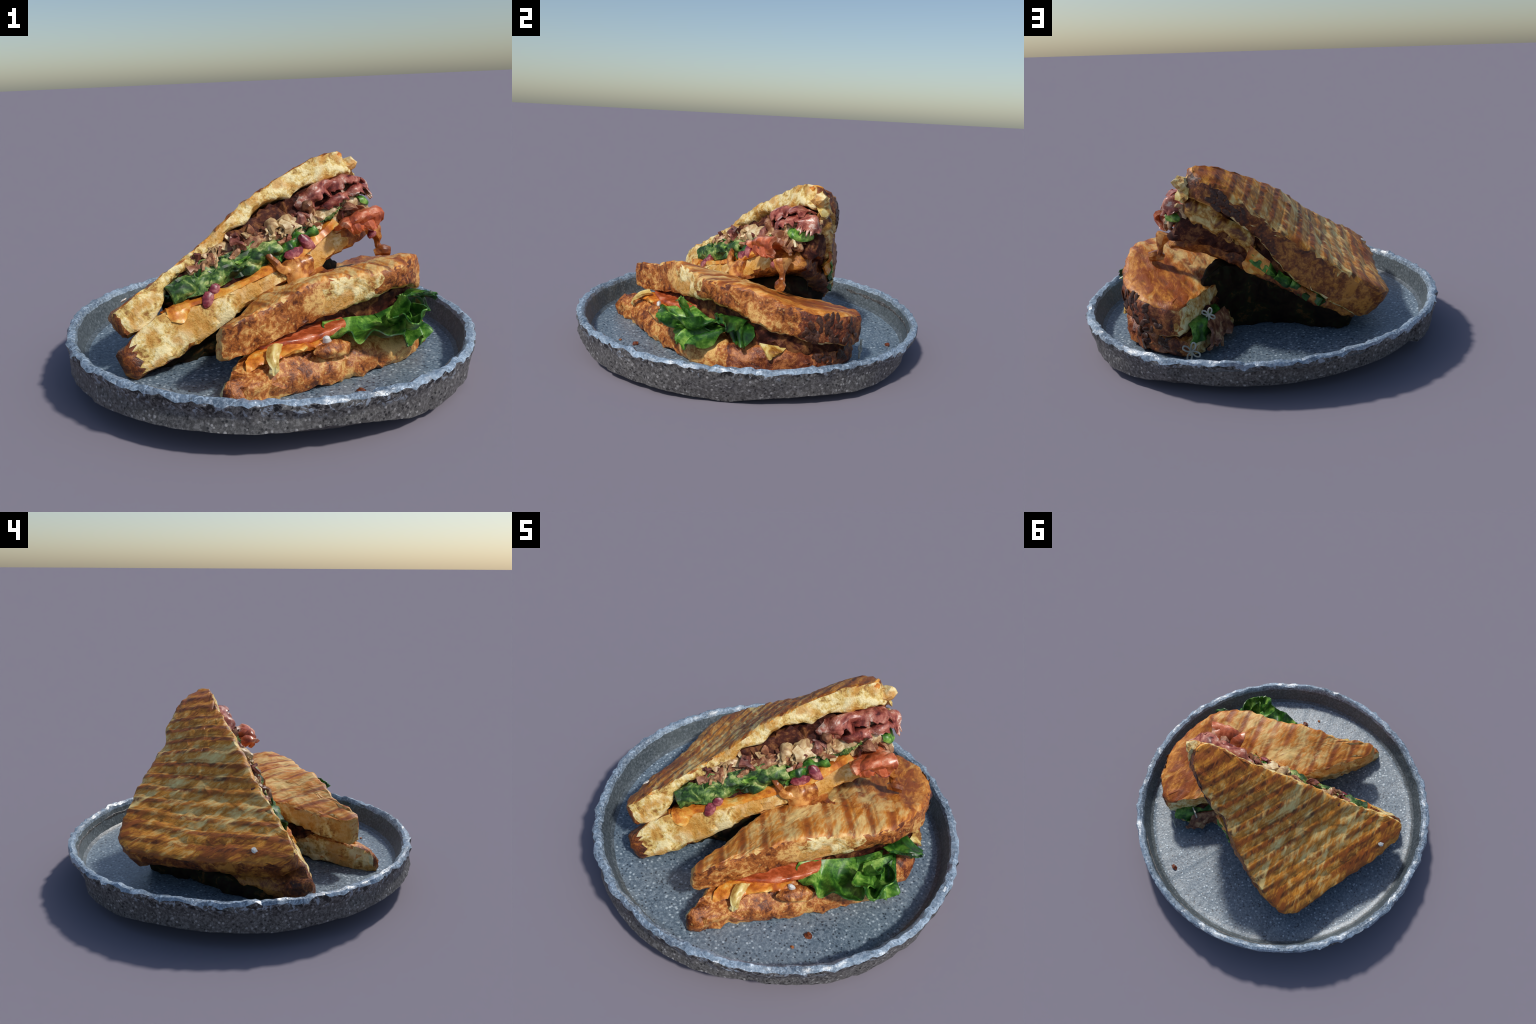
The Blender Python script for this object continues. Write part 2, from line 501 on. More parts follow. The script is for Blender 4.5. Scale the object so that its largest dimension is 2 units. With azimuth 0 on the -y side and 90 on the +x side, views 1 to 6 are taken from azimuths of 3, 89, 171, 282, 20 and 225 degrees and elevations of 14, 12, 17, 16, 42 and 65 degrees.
def tube(path, radii, n=28, sides=8, flat=1.0, amp=0.0, seed=0):
    """A strand along a path with changing thickness."""
    P = catmull(path, n, closed=False)
    rr = np.interp(np.linspace(0, 1, n), np.linspace(0, 1, len(radii)), radii)
    T = np.gradient(P, axis=0)
    T /= np.linalg.norm(T, axis=1, keepdims=True)
    up = np.array([0.31, 0.2, 0.93])
    V = []
    for i in range(n):
        a = np.cross(T[i], up)
        a /= np.linalg.norm(a)
        b = np.cross(T[i], a)
        for k in range(sides):
            t = 2 * math.pi * k / sides
            s = 1 + amp * noise.noise(Vector(P[i] * 25) + Vector((k * 0.7, seed, 0)))
            V.append(P[i] + (a * math.cos(t) + b * math.sin(t) * flat) * rr[i] * s)
    V += [P[0], P[-1]]
    f = [(i * sides + k, i * sides + (k + 1) % sides, (i + 1) * sides + (k + 1) % sides, (i + 1) * sides + k) for i in range(n - 1) for k in range(sides)]
    f += [(n * sides, (k + 1) % sides, k) for k in range(sides)]
    f += [(n * sides + 1, (n - 1) * sides + k, (n - 1) * sides + (k + 1) % sides) for k in range(sides)]
    return new_mesh("tube", V, f)


def empty(name, label, category, matrix):
    e = bpy.data.objects.new(name, None)
    e.empty_display_size = 0.1
    ROOT.objects.link(e)
    e.matrix_world = matrix
    e["label"], e["category"] = label, category
    return e


def strands(name, meshes, spots, parent, scale=(0.7, 1.3), tilt=0.7, yaw=None):
    """Repeats that share mesh data, each turned and sized a little differently."""
    for k, p in enumerate(spots):
        o = bpy.data.objects.new(name, meshes[RNG.randrange(len(meshes))])
        ROOT.objects.link(o)
        o.parent = parent
        s = RNG.uniform(*scale)
        o.location = p
        z = RNG.uniform(-math.pi, math.pi) if yaw is None else yaw + RNG.gauss(0, 0.5)
        o.rotation_euler = (RNG.uniform(-tilt, tilt), RNG.uniform(-tilt, tilt), z)
        o.scale = (s, s * RNG.uniform(0.8, 1.25), s * RNG.uniform(0.8, 1.25))


def scatter_seeds(e, hosts, centre, angles, heights, want, reach, seed):
    """Flat roasted seeds pressed into a crust: found by looking inward at it from outside."""
    r = random.Random(seed)
    me = finish(decimated(blob((0.026, 0.015, 0.0045), 0.2, 1.4, seed, 3), 0.3), "seed", 50)
    me.name = "pumpkin_seed"
    bpy.context.view_layer.update()
    targets = [o for o in e.children_recursive if o.name.startswith(hosts)]
    n = 0
    for k in range(want * 12):
        if n >= want:
            break
        a = math.radians(r.uniform(*angles))
        d = Vector((math.cos(a), math.sin(a), 0))
        start = centre + Vector((0, 0, r.uniform(*heights))) + d * reach
        best = None
        for o in targets:
            ok, loc, nor, _ = o.ray_cast(start, -d)
            if ok and (best is None or (loc - start).length < (best[0] - start).length):
                best = (loc, nor.normalized())
        if not best or best[1].dot(d) < 0.35:
            continue
        o = bpy.data.objects.new("pumpkin_seed", me)
        ROOT.objects.link(o)
        o.parent = e
        o.rotation_mode = "QUATERNION"
        o.location = best[0]
        o.rotation_quaternion = best[1].to_track_quat("Z", "Y") @ Matrix.Rotation(r.uniform(0, 6.28), 3, "Z").to_quaternion()
        s = r.uniform(0.7, 1.15)
        o.scale = (s, s * r.uniform(0.8, 1.1), s)
        n += 1


# ------------------------------------------------------------------ plate
def tilt(x, y):
    return -0.030 * x - 0.012 * y


def foot(ang):
    """Radius and height of the worn lower edge of the wall round the plate (degrees from +x)."""
    A = [-5, 2, 18, 33, 45, 57, 100, 138, 153, 168, 195, 207, 220, 237, 254, 268, 280, 289, 298, 308, 320, 336, 355]
    R = [.935, .95, .975, .985, .97, .965, .965, .965, .97, .98, .985, .99, .99, 1.0, 1.008, 1.003, .99, .988, .985, .98, .965, .975, .935]
    H = [.0, .028, .048, .044, .044, .08, .084, .075, .064, .088, .088, .086, .095, .102, .108, .106, .110, .112, .085, .045, .036, .034, .0]
    return float(np.interp(ang % 360 - (360 if ang % 360 > 355 else 0), A, R)), float(np.interp(ang % 360 - (360 if ang % 360 > 355 else 0), A, H))


def build_plate():
    e = empty("plate", "round grey speckled stoneware plate with raised rough rim", "plate", Matrix.Translation((0, 0, 0)))
    n = 260
    # profile: radius, height, freedom to wander, and the surface it belongs to
    prof = [(0.875, 0.068, 0.003), (0.930, 0.066, 0.004), (0.956, 0.0, 0.003), (0.964, 0.0, 0.005), (0.970, 0.4, 0.006), (0.976, 0.7, 0.006), (0.986, 0.145, 0.010),
            (0.989, 0.166, 0.009), (0.995, 0.186, 0.014), (0.997, 0.203, 0.014), (0.987, 0.216, 0.013), (0.972, 0.220, 0.011), (0.956, 0.212, 0.012), (0.948, 0.194, 0.010),
            (0.940, 0.162, 0.005), (0.930, 0.128, 0.004), (0.920, 0.102, 0.003), (0.902, 0.089, 0.003), (0.87, 0.085, 0.002), (0.80, 0.084, 0.002)]
    prof += [(r, 0.083, 0.0015) for r in (0.7, 0.58, 0.46, 0.34, 0.22, 0.1)]
    rf = random.Random(5)
    fa = sorted(rf.uniform(0, 360) for _ in range(34))
    fv = [rf.uniform(-1, 1) for _ in fa]
    V = []
    for i, (r, z, w) in enumerate(prof):
        for j in range(n):
            a = 2 * math.pi * j / n
            d = Vector((math.cos(a), math.sin(a), 0))
            q = Vector((d.x * r, d.y * r, z))
            lo = noise.noise(Vector((d.x * 3.2, d.y * 3.2, i * 0.05)))
            hi = noise.noise(Vector((d.x * 14, d.y * 14, z * 9)))
            h2 = noise.noise(Vector((d.x * 34, d.y * 34, z * 22 + 5)))
            rr = r + w * (0.5 * lo + 0.7 * hi + 0.6 * h2)
            zz = z + w * (0.5 * lo + 0.5 * noise.noise(Vector((d.x * 11, d.y * 11, z * 9 + 9))) + 0.8 * noise.noise(Vector((d.x * 30, d.y * 30, z * 22 + 2))))
            if 7 <= i <= 12:                        # rough hand-torn lip
                rr += 0.006 * noise.noise(Vector((d.x * 19, d.y * 19, i * 0.8)))
                zz += 0.009 * noise.noise(Vector((d.x * 17, d.y * 17, i * 0.6 + 7)))
            if i == 9:
                zz += 0.016 * noise.noise(Vector((d.x * 24, d.y * 24, 31))) + 0.008 * noise.noise(Vector((d.x * 55, d.y * 55, 3)))
            ang = math.degrees(a) % 360
            slope = tilt(d.x * rr, d.y * rr)
            if 2 <= i <= 5:                         # uneven foot of the wall, lowest on the +x side
                fr, fz = foot(ang)
                wob = rr - r
                rr = fr * (1 - z) + 0.986 * z + wob + 0.007 * float(np.interp(ang, fa, fv, period=360)) - (0.010 if i == 2 else 0)
                zz = (fz - slope) * (1 - z) + 0.145 * z + (zz - z) * 0.8
            # chipped-away stretch of the outer wall at the back
            g = min(max((ang - 56) / 2, 0), 1) * min(max((138 - ang) / 2, 0), 1)
            if g and 0 <= i <= 10:
                cap = 0.938 if i < 8 else 0.994
                rr = rr + (min(rr, cap - 0.05 * max(0, 0.15 - zz)) - rr) * g
                zz = zz + (max(zz, 0.076) - zz) * g
            V.append((d.x * rr, d.y * rr, zz + tilt(d.x * rr, d.y * rr)))
    m = len(prof)
    V.append((0, 0, 0.083))
    F = [(i * n + j, i * n + (j + 1) % n, (i + 1) * n + (j + 1) % n, (i + 1) * n + j) for i in range(m - 1) for j in range(n)]
    F += [((m - 1) * n + j, (m - 1) * n + (j + 1) % n, m * n) for j in range(n)]
    V += [(0.3 * math.cos(2 * math.pi * j / n), 0.3 * math.sin(2 * math.pi * j / n), 0.068 + tilt(0, 0)) for j in range(n)]
    k = m * n + 1
    F += [(k + j, k + (j + 1) % n, (j + 1) % n, j) for j in range(n)]
    V.append((0, 0, 0.068))
    F += [(k + n, k + (j + 1) % n, k + j) for j in range(n)]
    V = np.array(V)
    V[:, 2] = np.maximum(V[:, 2], 0)
    me = new_mesh("plate", V, F)
    prof_of = {}
    for p in me.polygons:
        i = min(v // n for v in p.vertices) if max(p.vertices) <= m * n else 0
        prof_of[tuple(np.round(p.center, 5))] = i

    def label(c, nn):
        i = prof_of[tuple(np.round(c, 5))]
        if i < 9:
            return 0
        if i < 13:
            return 1
        return 2 if i < 17 else 3
    split(me, label, [("wall", "wall"), ("rim", "rim"), ("glazed_wall", "inner"), ("well", "floor")], e, sharp=30)
    return e


# ------------------------------------------------------------------ leaning half
AX = Vector((0.74872, 0.52248, 0.40796))
AY = Vector((-0.37147, 0.84042, -0.39459))
AN = AX.cross(AY)
A0 = Vector((-0.673, -0.435, 0.404))


def build_leaning_half():
    """Local frame: x along the cut, y away from the cut face, z out of the grilled top."""
    M = Matrix((AX, AY, AN)).transposed().to_4x4()
    base = A0 - AN * 0.30
    M.translation = base
    e = empty("sandwich_half", "leaning grilled sandwich half showing cut layered filling", "sandwich", M)
    Z = 0.30                                        # local height of the reference top plane

    def up(p):
        return [(x, y, z + Z) for x, y, z in p]

    s52, c52 = math.sin(math.radians(52)), math.cos(math.radians(52))

    def rib(co):
        s = co[:, 0] * s52 - co[:, 1] * c52
        w = np.array([noise.noise(Vector(c) * 4.0) for c in co])
        k = np.clip((s + 0.25) / 0.2, 0, 1)
        return -0.009 * (0.5 + 0.5 * np.cos(2 * math.pi * (s + 0.03 * w) / 0.0845)) * k

    outline = [(0.0, 0.0), (0.2, -0.005), (0.5, 0.0), (0.8, -0.005), (1.1, 0.0), (1.34, -0.012), (1.415, 0.008), (1.435, 0.10), (1.395, 0.175), (1.325, 0.243), (1.22, 0.33),
               (1.115, 0.372), (1.03, 0.47), (0.89, 0.59), (0.73, 0.715), (0.61, 0.785), (0.53, 0.795), (0.45, 0.765), (0.37, 0.67), (0.2, 0.44), (0.08, 0.28), (0.0, 0.14), (-0.025, 0.06)]
    top = up([(0, 0, 0.0), (0.25, 0, 0.01), (0.55, 0, 0.042), (0.8, 0, 0.08), (1.06, 0, 0.082), (1.3, 0, 0.058), (1.41, 0.02, 0.025), (0.14, 0.2, 0.01), (0.48, 0.2, 0.008),
              (0.7, 0.2, 0.04), (0.88, 0.2, 0.07), (1.15, 0.2, 0.06), (1.35, 0.15, 0.045), (1.25, 0.28, 0.034), (1.1, 0.36, 0.022), (0.9, 0.5, 0.024), (0.55, 0.78, 0.03), (0.3, 0.55, 0.0), (0.6, 0.5, 0.014)])
    bot = up([(0, 0, -0.135), (0.17, 0, -0.13), (0.24, 0, -0.06), (0.31, 0, -0.03), (0.42, 0, -0.045), (0.5, 0, -0.015), (0.58, 0, -0.045), (0.68, 0, 0.01), (0.76, 0, -0.03), (0.86, 0, 0.02), (0.95, 0, 0.01), (1.03, 0, -0.045), (1.12, 0, -0.02), (1.22, 0, -0.065), (1.34, 0, -0.08), (1.42, 0, -0.13),
              (1.42, 0.16, -0.09), (1.2, 0.34, -0.08), (1.1, 0.38, -0.10), (1.0, 0.49, -0.15), (0.87, 0.58, -0.175), (0.73, 0.70, -0.17), (0.56, 0.78, -0.175), (0.42, 0.68, -0.115),
              (0.2, 0.42, -0.125), (0.05, 0.2, -0.14), (0.5, 0.3, -0.06), (0.9, 0.3, -0.03)])
    me = slab(outline, top, bot, n=230, inner=26, radius=0.03, seed=3, amp=0.017, freq=11, ratio=0.28, rib=rib)
    H, B = Height(top), Height(bot)

    def label(c, n):
        if n[2] < -0.55 or (n[1] < -0.45 and c[1] < 0.07 + 0.02 * noise.noise(Vector(c) * 20) and n[2] < 0.55):
            if -0.0 < c[0]:
                return 2
        h = H(c[:2])[0] - c[2]
        if n[2] > 0.3 and h < 0.035 + 0.012 * noise.noise(Vector(c) * 18):
            return 1
        return 0
    split(me, label, [("bread_slice", "crustA"), ("grilled_face", "grillA"), ("crumb_face", "crumb")], e)

    lo_out = [(-0.085, -0.015), (0.1, -0.035), (0.4, -0.035), (0.7, -0.035), (0.95, -0.025), (1.14, -0.01), (1.24, 0.01), (1.32, 0.07), (1.29, 0.14), (1.13, 0.27), (0.98, 0.475), (0.80, 0.64),
              (0.64, 0.742), (0.54, 0.745), (0.44, 0.61), (0.18, 0.39), (-0.01, 0.2), (-0.09, 0.09)]
    lo_top = up([(-0.08, 0, -0.165), (0.1, 0, -0.135), (0.22, 0, -0.14), (0.39, 0, -0.205), (0.7, 0, -0.26), (0.82, 0, -0.275), (1.0, 0, -0.265), (1.15, 0, -0.29), (1.28, 0.02, -0.33),
                 (1.30, 0.12, -0.215), (1.13, 0.27, -0.18), (1.0, 0.40, -0.19), (0.8, 0.6, -0.185), (0.55, 0.72, -0.17), (0.4, 0.6, -0.17), (0.2, 0.36, -0.17), (0.0, 0.15, -0.17), (0.6, 0.3, -0.2)])
    lo_bot = up([(-0.07, 0, -0.305), (0.1, 0, -0.325), (0.25, 0, -0.342), (0.44, 0, -0.34), (0.69, 0, -0.35), (0.9, 0, -0.405), (1.15, 0, -0.405), (1.28, 0.02, -0.45),
                 (1.37, 0.17, -0.37), (1.2, 0.33, -0.29), (1.0, 0.47, -0.27), (0.78, 0.62, -0.24), (0.55, 0.72, -0.215), (0.4, 0.62, -0.235), (0.2, 0.36, -0.28), (0.0, 0.13, -0.31), (0.6, 0.3, -0.29)])
    me = slab(lo_out, lo_top, lo_bot, n=200, inner=16, radius=0.035, seed=5, amp=0.019, freq=11, ratio=0.25)

    def label2(c, n):
        if n[1] < -0.25 and c[1] < 0.06 and -0.03 + 0.03 * noise.noise(Vector(c) * 12) < c[0] < 1.14 and n[2] > -0.7:
            return 1
        return 0
    split(me, label2, [("bread_slice", "crustA"), ("crumb_face", "crumb")], e)

    # packed middle
    core = [(0.26, 0.04), (0.6, 0.02), (0.9, 0.02), (1.2, 0.03), (1.32, 0.05), (1.37, 0.11), (1.315, 0.195), (1.11, 0.345), (0.88, 0.555), (0.63, 0.73), (0.52, 0.72), (0.4, 0.59), (0.27, 0.35), (0.24, 0.2)]
    ct = up([(0.25, 0.05, -0.06), (0.6, 0.05, -0.02), (0.9, 0.05, -0.01), (1.33, 0.05, -0.09), (1.4, 0.15, -0.08), (1.1, 0.35, -0.09), (0.6, 0.68, -0.15), (0.3, 0.3, -0.12)])
    cb = up([(0.25, 0.05, -0.19), (0.6, 0.05, -0.25), (0.9, 0.05, -0.28), (1.33, 0.05, -0.36), (1.4, 0.15, -0.33), (1.1, 0.35, -0.22), (0.6, 0.68, -0.19), (0.3, 0.3, -0.2)])
    add("packed_filling", slab(core, ct, cb, n=150, inner=8, radius=0.02, seed=8, amp=0.034, freq=15, ratio=0.4), e, "core")

    # lettuce along the cut
    def leaf(front, depth=0.16, lift=0.0, **kw):
        front = up(front)
        mid = [(x, y + depth * 0.45, z + lift * 0.5) for x, y, z in front]
        back = [(x, y + depth, z + lift) for x, y, z in front]
        return sheet([back, mid, front], **kw)
    for k, (pts, ruf, mat) in enumerate([
            ([(0.24, 0.0, -0.05), (0.4, -0.015, -0.06), (0.55, -0.02, -0.085), (0.68, -0.02, -0.12), (0.79, -0.01, -0.16)], 0.020, "lettuce"),
            ([(0.23, 0.0, -0.085), (0.36, -0.025, -0.095), (0.5, -0.03, -0.115), (0.64, -0.03, -0.155), (0.77, -0.02, -0.2)], 0.024, "spinach"),
            ([(0.27, -0.01, -0.115), (0.4, -0.03, -0.13), (0.55, -0.035, -0.155), (0.7, -0.02, -0.205)], 0.026, "lettuce"),
            ([(0.23, 0.01, -0.105), (0.3, -0.015, -0.13), (0.38, -0.02, -0.165), (0.46, -0.01, -0.185)], 0.022, "spinach"),
            ([(0.74, -0.01, -0.19), (0.86, -0.025, -0.185), (0.97, -0.03, -0.20), (1.06, -0.01, -0.22)], 0.020, "spinach"),
            ([(0.76, -0.01, -0.225), (0.86, -0.025, -0.235), (0.96, -0.025, -0.24)], 0.020, "lettuce"),
            ([(1.04, -0.03, -0.215), (1.13, -0.05, -0.225), (1.22, -0.04, -0.235)], 0.012, "lettuce")]):
        add("lettuce_leaf", leaf(pts, nu=56, nv=10, thick=0.007, ruffle=ruf, freq=15, seed=20 + k, edge=0.8, fray=0.02), e, mat, 30)
    add("lettuce_leaf", decimated(sheet([up([(1.30, -0.02, -0.22), (1.34, 0.04, -0.215), (1.34, 0.10, -0.205)]), up([(1.35, -0.04, -0.255), (1.385, 0.02, -0.25), (1.375, 0.085, -0.235)]), up([(1.34, -0.04, -0.30), (1.37, 0.02, -0.295), (1.365, 0.08, -0.275)])],
                              nu=26, nv=14, thick=0.007, ruffle=0.018, freq=13, seed=112, crumplea=0.014, taper=0.5), 0.4), e, "spinach", 28)
    # greens peeping out at the back
    for k, pts in enumerate([[(1.09, 0.37, -0.17), (1.02, 0.44, -0.18), (0.96, 0.49, -0.2)], [(0.97, 0.49, -0.19), (0.89, 0.55, -0.2), (0.8, 0.61, -0.2)], [(0.9, 0.54, -0.175), (0.8, 0.61, -0.18), (0.7, 0.67, -0.185)]]):
        add("lettuce_leaf", sheet([up([(x - 0.1, y - 0.14, z) for x, y, z in pts]), up(pts), up([(x + 0.008, y + 0.012, z - 0.035) for x, y, z in pts])], nu=30, nv=10, thick=0.007, ruffle=0.022, freq=16, seed=40 + k), e, "spinach", 30)

    # cheese lying on the lower slice
    add("cheese_slice", sheet([up([(0.2, 0.2, -0.15), (0.4, 0.2, -0.19), (0.6, 0.2, -0.225), (0.75, 0.2, -0.245)]),
                               up([(0.19, -0.012, -0.132), (0.38, -0.012, -0.19), (0.55, -0.012, -0.23), (0.74, -0.012, -0.25)]),
                               up([(0.18, -0.03, -0.15), (0.38, -0.024, -0.212), (0.56, -0.022, -0.25), (0.75, -0.024, -0.285)])], nu=40, nv=16, thick=0.02, ruffle=0.006, seed=51), e, "cheese")
    add("cheese_slice", sheet([up([(0.17, 0.02, -0.13), (0.23, 0.01, -0.135), (0.31, 0.01, -0.155)]), up([(0.17, -0.03, -0.15), (0.22, -0.034, -0.16), (0.30, -0.03, -0.175)]),
                               up([(0.185, -0.03, -0.185), (0.215, -0.034, -0.225), (0.26, -0.028, -0.20)])], nu=20, nv=12, thick=0.014, ruffle=0.006, seed=52), e, "cheese")
    add("cheese_slice", sheet([up([(0.84, 0.1, -0.255), (1.0, 0.1, -0.26), (1.14, 0.1, -0.26)]), up([(0.84, -0.02, -0.265), (1.0, -0.02, -0.262), (1.14, -0.02, -0.25)]),
                               up([(0.84, -0.035, -0.31), (0.98, -0.035, -0.305), (1.15, -0.035, -0.285)])], nu=26, nv=12, thick=0.02, ruffle=0.008, seed=53), e, "cheese")
    # strands of browned cheese on the cut face
    add("cheese_drip", tube(up([(0.735, -0.035, -0.175), (0.745, -0.05, -0.23), (0.755, -0.045, -0.29), (0.80, -0.035, -0.345), (0.84, -0.03, -0.37)]), [0.012, 0.017, 0.019, 0.03, 0.02], amp=0.5, seed=2), e, "drip")
    add("cheese_drip", sheet([up([(0.76, 0.0, -0.29), (0.82, -0.02, -0.28), (0.9, 0.0, -0.3)]), up([(0.76, -0.035, -0.33), (0.82, -0.05, -0.33), (0.92, -0.035, -0.34)]), up([(0.75, -0.02, -0.375), (0.8, -0.03, -0.39), (0.9, -0.02, -0.40)])],
                             nu=18, nv=14, thick=0.02, ruffle=0.012, seed=54), e, "drip")
    # gooey cheese on the seeded side
    add("melted_cheese", sheet([up([(1.41, 0.065, -0.09), (1.36, 0.145, -0.09), (1.25, 0.235, -0.09), (1.11, 0.345, -0.105)]), up([(1.415, 0.075, -0.145), (1.375, 0.165, -0.14), (1.25, 0.27, -0.13), (1.115, 0.385, -0.13)]),
                                up([(1.36, 0.07, -0.225), (1.32, 0.155, -0.225), (1.18, 0.275, -0.185), (1.07, 0.395, -0.18)])], nu=44, nv=20, thick=0.02, ruffle=0.022, seed=55, crumplea=0.03, crumplef=13, fray=0.09), e, "bakedCheese")
    add("melted_cheese", sheet([up([(1.12, 0.37, -0.14), (1.07, 0.42, -0.15), (1.02, 0.45, -0.16)]), up([(1.12, 0.39, -0.20), (1.07, 0.435, -0.21), (1.02, 0.475, -0.21)]), up([(1.09, 0.37, -0.245), (1.06, 0.415, -0.27), (1.02, 0.45, -0.235)])],
                               nu=18, nv=14, thick=0.016, ruffle=0.012, seed=56), e, "cheese")
    o = add("melted_cheese", blob((0.022, 0.022, 0.02), 0.5, 1.8, 60, 2), e, "cheese", 30)
    o.location = up([(1.40, 0.012, -0.005)])[0]
    o = add("melted_cheese", blob((0.02, 0.045, 0.05), 0.5, 1.8, 61, 2), e, "paleCheese", 30)
    o.location = up([(1.43, 0.085, -0.10)])[0]

    # ragged faces of the packed layers behind the loose pieces
    def layer(name, hi, lo, mat, seed, y=0.0):
        rows = [[(x, y + 0.02, z) for x, z in hi], [((a[0] + b[0]) / 2, y - 0.008, (a[1] + b[1]) / 2) for a, b in zip(hi, lo)], [(x, y + 0.01, z) for x, z in lo]]
        add(name, decimated(sheet([up(r) for r in rows], nu=60, nv=18, thick=0.012, ruffle=0.02, freq=14, seed=seed, edge=0.4, crumplea=0.024, crumplef=17), 0.35), e, mat, 26)
    layer("lettuce_leaf", [(0.25, -0.045), (0.42, -0.055), (0.6, -0.09), (0.82, -0.15)], [(0.24, -0.13), (0.42, -0.18), (0.6, -0.22), (0.82, -0.25)], "lettuce", 120, -0.022)
    layer("lettuce_leaf", [(0.78, -0.18), (0.9, -0.195), (1.03, -0.215)], [(0.78, -0.26), (0.9, -0.265), (1.03, -0.255)], "spinach", 121, -0.02)
    layer("pulled_meat", [(0.38, -0.05), (0.55, -0.05), (0.7, -0.05), (0.86, -0.10)], [(0.38, -0.075), (0.55, -0.105), (0.7, -0.15), (0.86, -0.19)], "meatA", 122, 0.0)
    layer("pulled_meat", [(0.82, -0.12), (1.0, -0.14), (1.2, -0.18), (1.36, -0.2)], [(0.82, -0.2), (1.0, -0.23), (1.2, -0.275), (1.36, -0.33)], "meatB", 123, -0.005)
    o = add("bread_nub", decimated(blob((0.05, 0.045, 0.04), 0.35, 1.6, 62, 3), 0.3), e, "crumbB", 30)
    o.location = up([(1.435, 0.045, -0.07)])[0]

    # ham
    hams = [
        ([(1.03, 0.04, -0.05), (1.16, 0.03, -0.06), (1.3, 0.02, -0.085), (1.40, 0.03, -0.13)], [(1.04, -0.055, -0.095), (1.16, -0.075, -0.07), (1.3, -0.075, -0.095), (1.40, -0.07, -0.15)], [(1.03, -0.07, -0.165), (1.17, -0.105, -0.13), (1.31, -0.115, -0.155), (1.405, -0.12, -0.22)]),
        ([(1.10, 0.03, -0.13), (1.25, 0.0, -0.15), (1.38, 0.0, -0.17)], [(1.10, -0.06, -0.16), (1.25, -0.09, -0.17), (1.40, -0.10, -0.21)], [(1.12, -0.07, -0.20), (1.26, -0.105, -0.205), (1.41, -0.115, -0.24)]),
        ([(1.34, -0.06, -0.14), (1.38, 0.0, -0.14), (1.39, 0.08, -0.14)], [(1.40, -0.10, -0.2), (1.435, -0.02, -0.185), (1.425, 0.06, -0.185)], [(1.40, -0.12, -0.245), (1.44, -0.03, -0.265), (1.43, 0.03, -0.255)]),
    ]
    for k, (a, b, c) in enumerate(hams):
        a, b, c = ([(x, y + 0.03 + sh, z) for x, y, z in r] for r, sh in ((a, 0), (b, 0.012), (c, 0.022)))
        add("ham_slice", decimated(sheet([up(a), up(b), up(c)], nu=34, nv=18, thick=0.008, ruffle=0.026, freq=10, seed=70 + k, fray=0.05, crumplea=0.02, crumplef=13, taper=0.4), 0.3), e, "ham", 30)

    # tomato and onion
    add("tomato_slice", decimated(sheet([up([(1.13, 0.03, -0.30), (1.22, 0.03, -0.29), (1.31, 0.03, -0.31)]), up([(1.12, -0.06, -0.30), (1.21, -0.08, -0.288), (1.31, -0.06, -0.325)]),
                                up([(1.12, -0.145, -0.31), (1.21, -0.16, -0.32), (1.335, -0.13, -0.355)]), up([(1.15, -0.10, -0.365), (1.22, -0.11, -0.38), (1.30, -0.075, -0.39)])], nu=30, nv=26, thick=0.024, ruffle=0.024, seed=81, crumplea=0.02, crumplef=12, fray=0.04), 0.22), e, "tomato", 30)
    for k, (p, s, r) in enumerate([((0.375, -0.035, -0.205), (0.045, 0.014, 0.028), 0.5), ((0.43, -0.03, -0.185), (0.035, 0.02, 0.025), 0.3), ((0.86, -0.035, -0.268), (0.06, 0.016, 0.028), -0.3),
                                   ((0.945, -0.045, -0.262), (0.03, 0.02, 0.05), 0.2), ((1.27, -0.05, -0.425), (0.03, 0.025, 0.022), 0.1)]):
        o = add("onion_piece", blob(s, 0.3, 1.5, 85 + k, 2), e, "onion", 30)
        o.location = up([p])[0]
        o.rotation_euler = (0, -r, 0)

    # pulled meat
    shapes = {}
    for mat in ("meatA", "meatB", "meatC"):
        shapes[mat] = []
        for k in range(5):
            r = random.Random(k * 7 + ord(mat[-1]))
            L, Wd = r.uniform(0.06, 0.10), r.uniform(0.022, 0.042)
            j = lambda a: r.uniform(-a, a)
            rows = [[(-L / 2 + t * L, v * Wd + j(0.008), j(0.012)) for t in (0, 0.33, 0.66, 1)] for v in (-0.5, 0, 0.5)]
            me = decimated(sheet(rows, nu=16, nv=9, thick=0.009, ruffle=0.02, freq=18, seed=k + ord(mat[-1]), edge=0.5, crumplef=24, crumplea=0.012, fray=0.03), 0.4)
            me.name = "meat_shred"
            shapes[mat].append(finish(me, mat, 28))

    def line(xs, ys, x):
        return float(np.interp(x, xs, ys))
    spots = {"meatA": [], "meatB": [], "meatC": []}
    for k in range(84):
        if k % 5 < 2:
            x = RNG.uniform(0.40, 0.9)
            hi, lo = line([0.4, 0.57, 0.72, 0.9], [-0.05, -0.05, -0.05, -0.12], x), line([0.4, 0.57, 0.8, 0.9], [-0.06, -0.09, -0.165, -0.18], x)
        else:
            x = RNG.uniform(0.82, 1.36)
            hi, lo = line([0.82, 1.0, 1.2, 1.36], [-0.12, -0.14, -0.18, -0.2], x), line([0.8, 1.0, 1.15, 1.36], [-0.18, -0.21, -0.26, -0.31], x)
        p = up([(x, RNG.uniform(-0.015, 0.06) - (0.015 if x > 1 else 0), RNG.uniform(lo, hi))])[0]
        mat = RNG.choices(["meatA", "meatB", "meatC"], [0.4, 0.3, 0.3] if x < 0.85 else [0.28, 0.5, 0.22])[0]
        spots[mat].append(p)
    for mat, pts in spots.items():
        strands("meat_shred", shapes[mat], pts, e, scale=(0.8, 1.9), tilt=1.2, yaw=0.0)

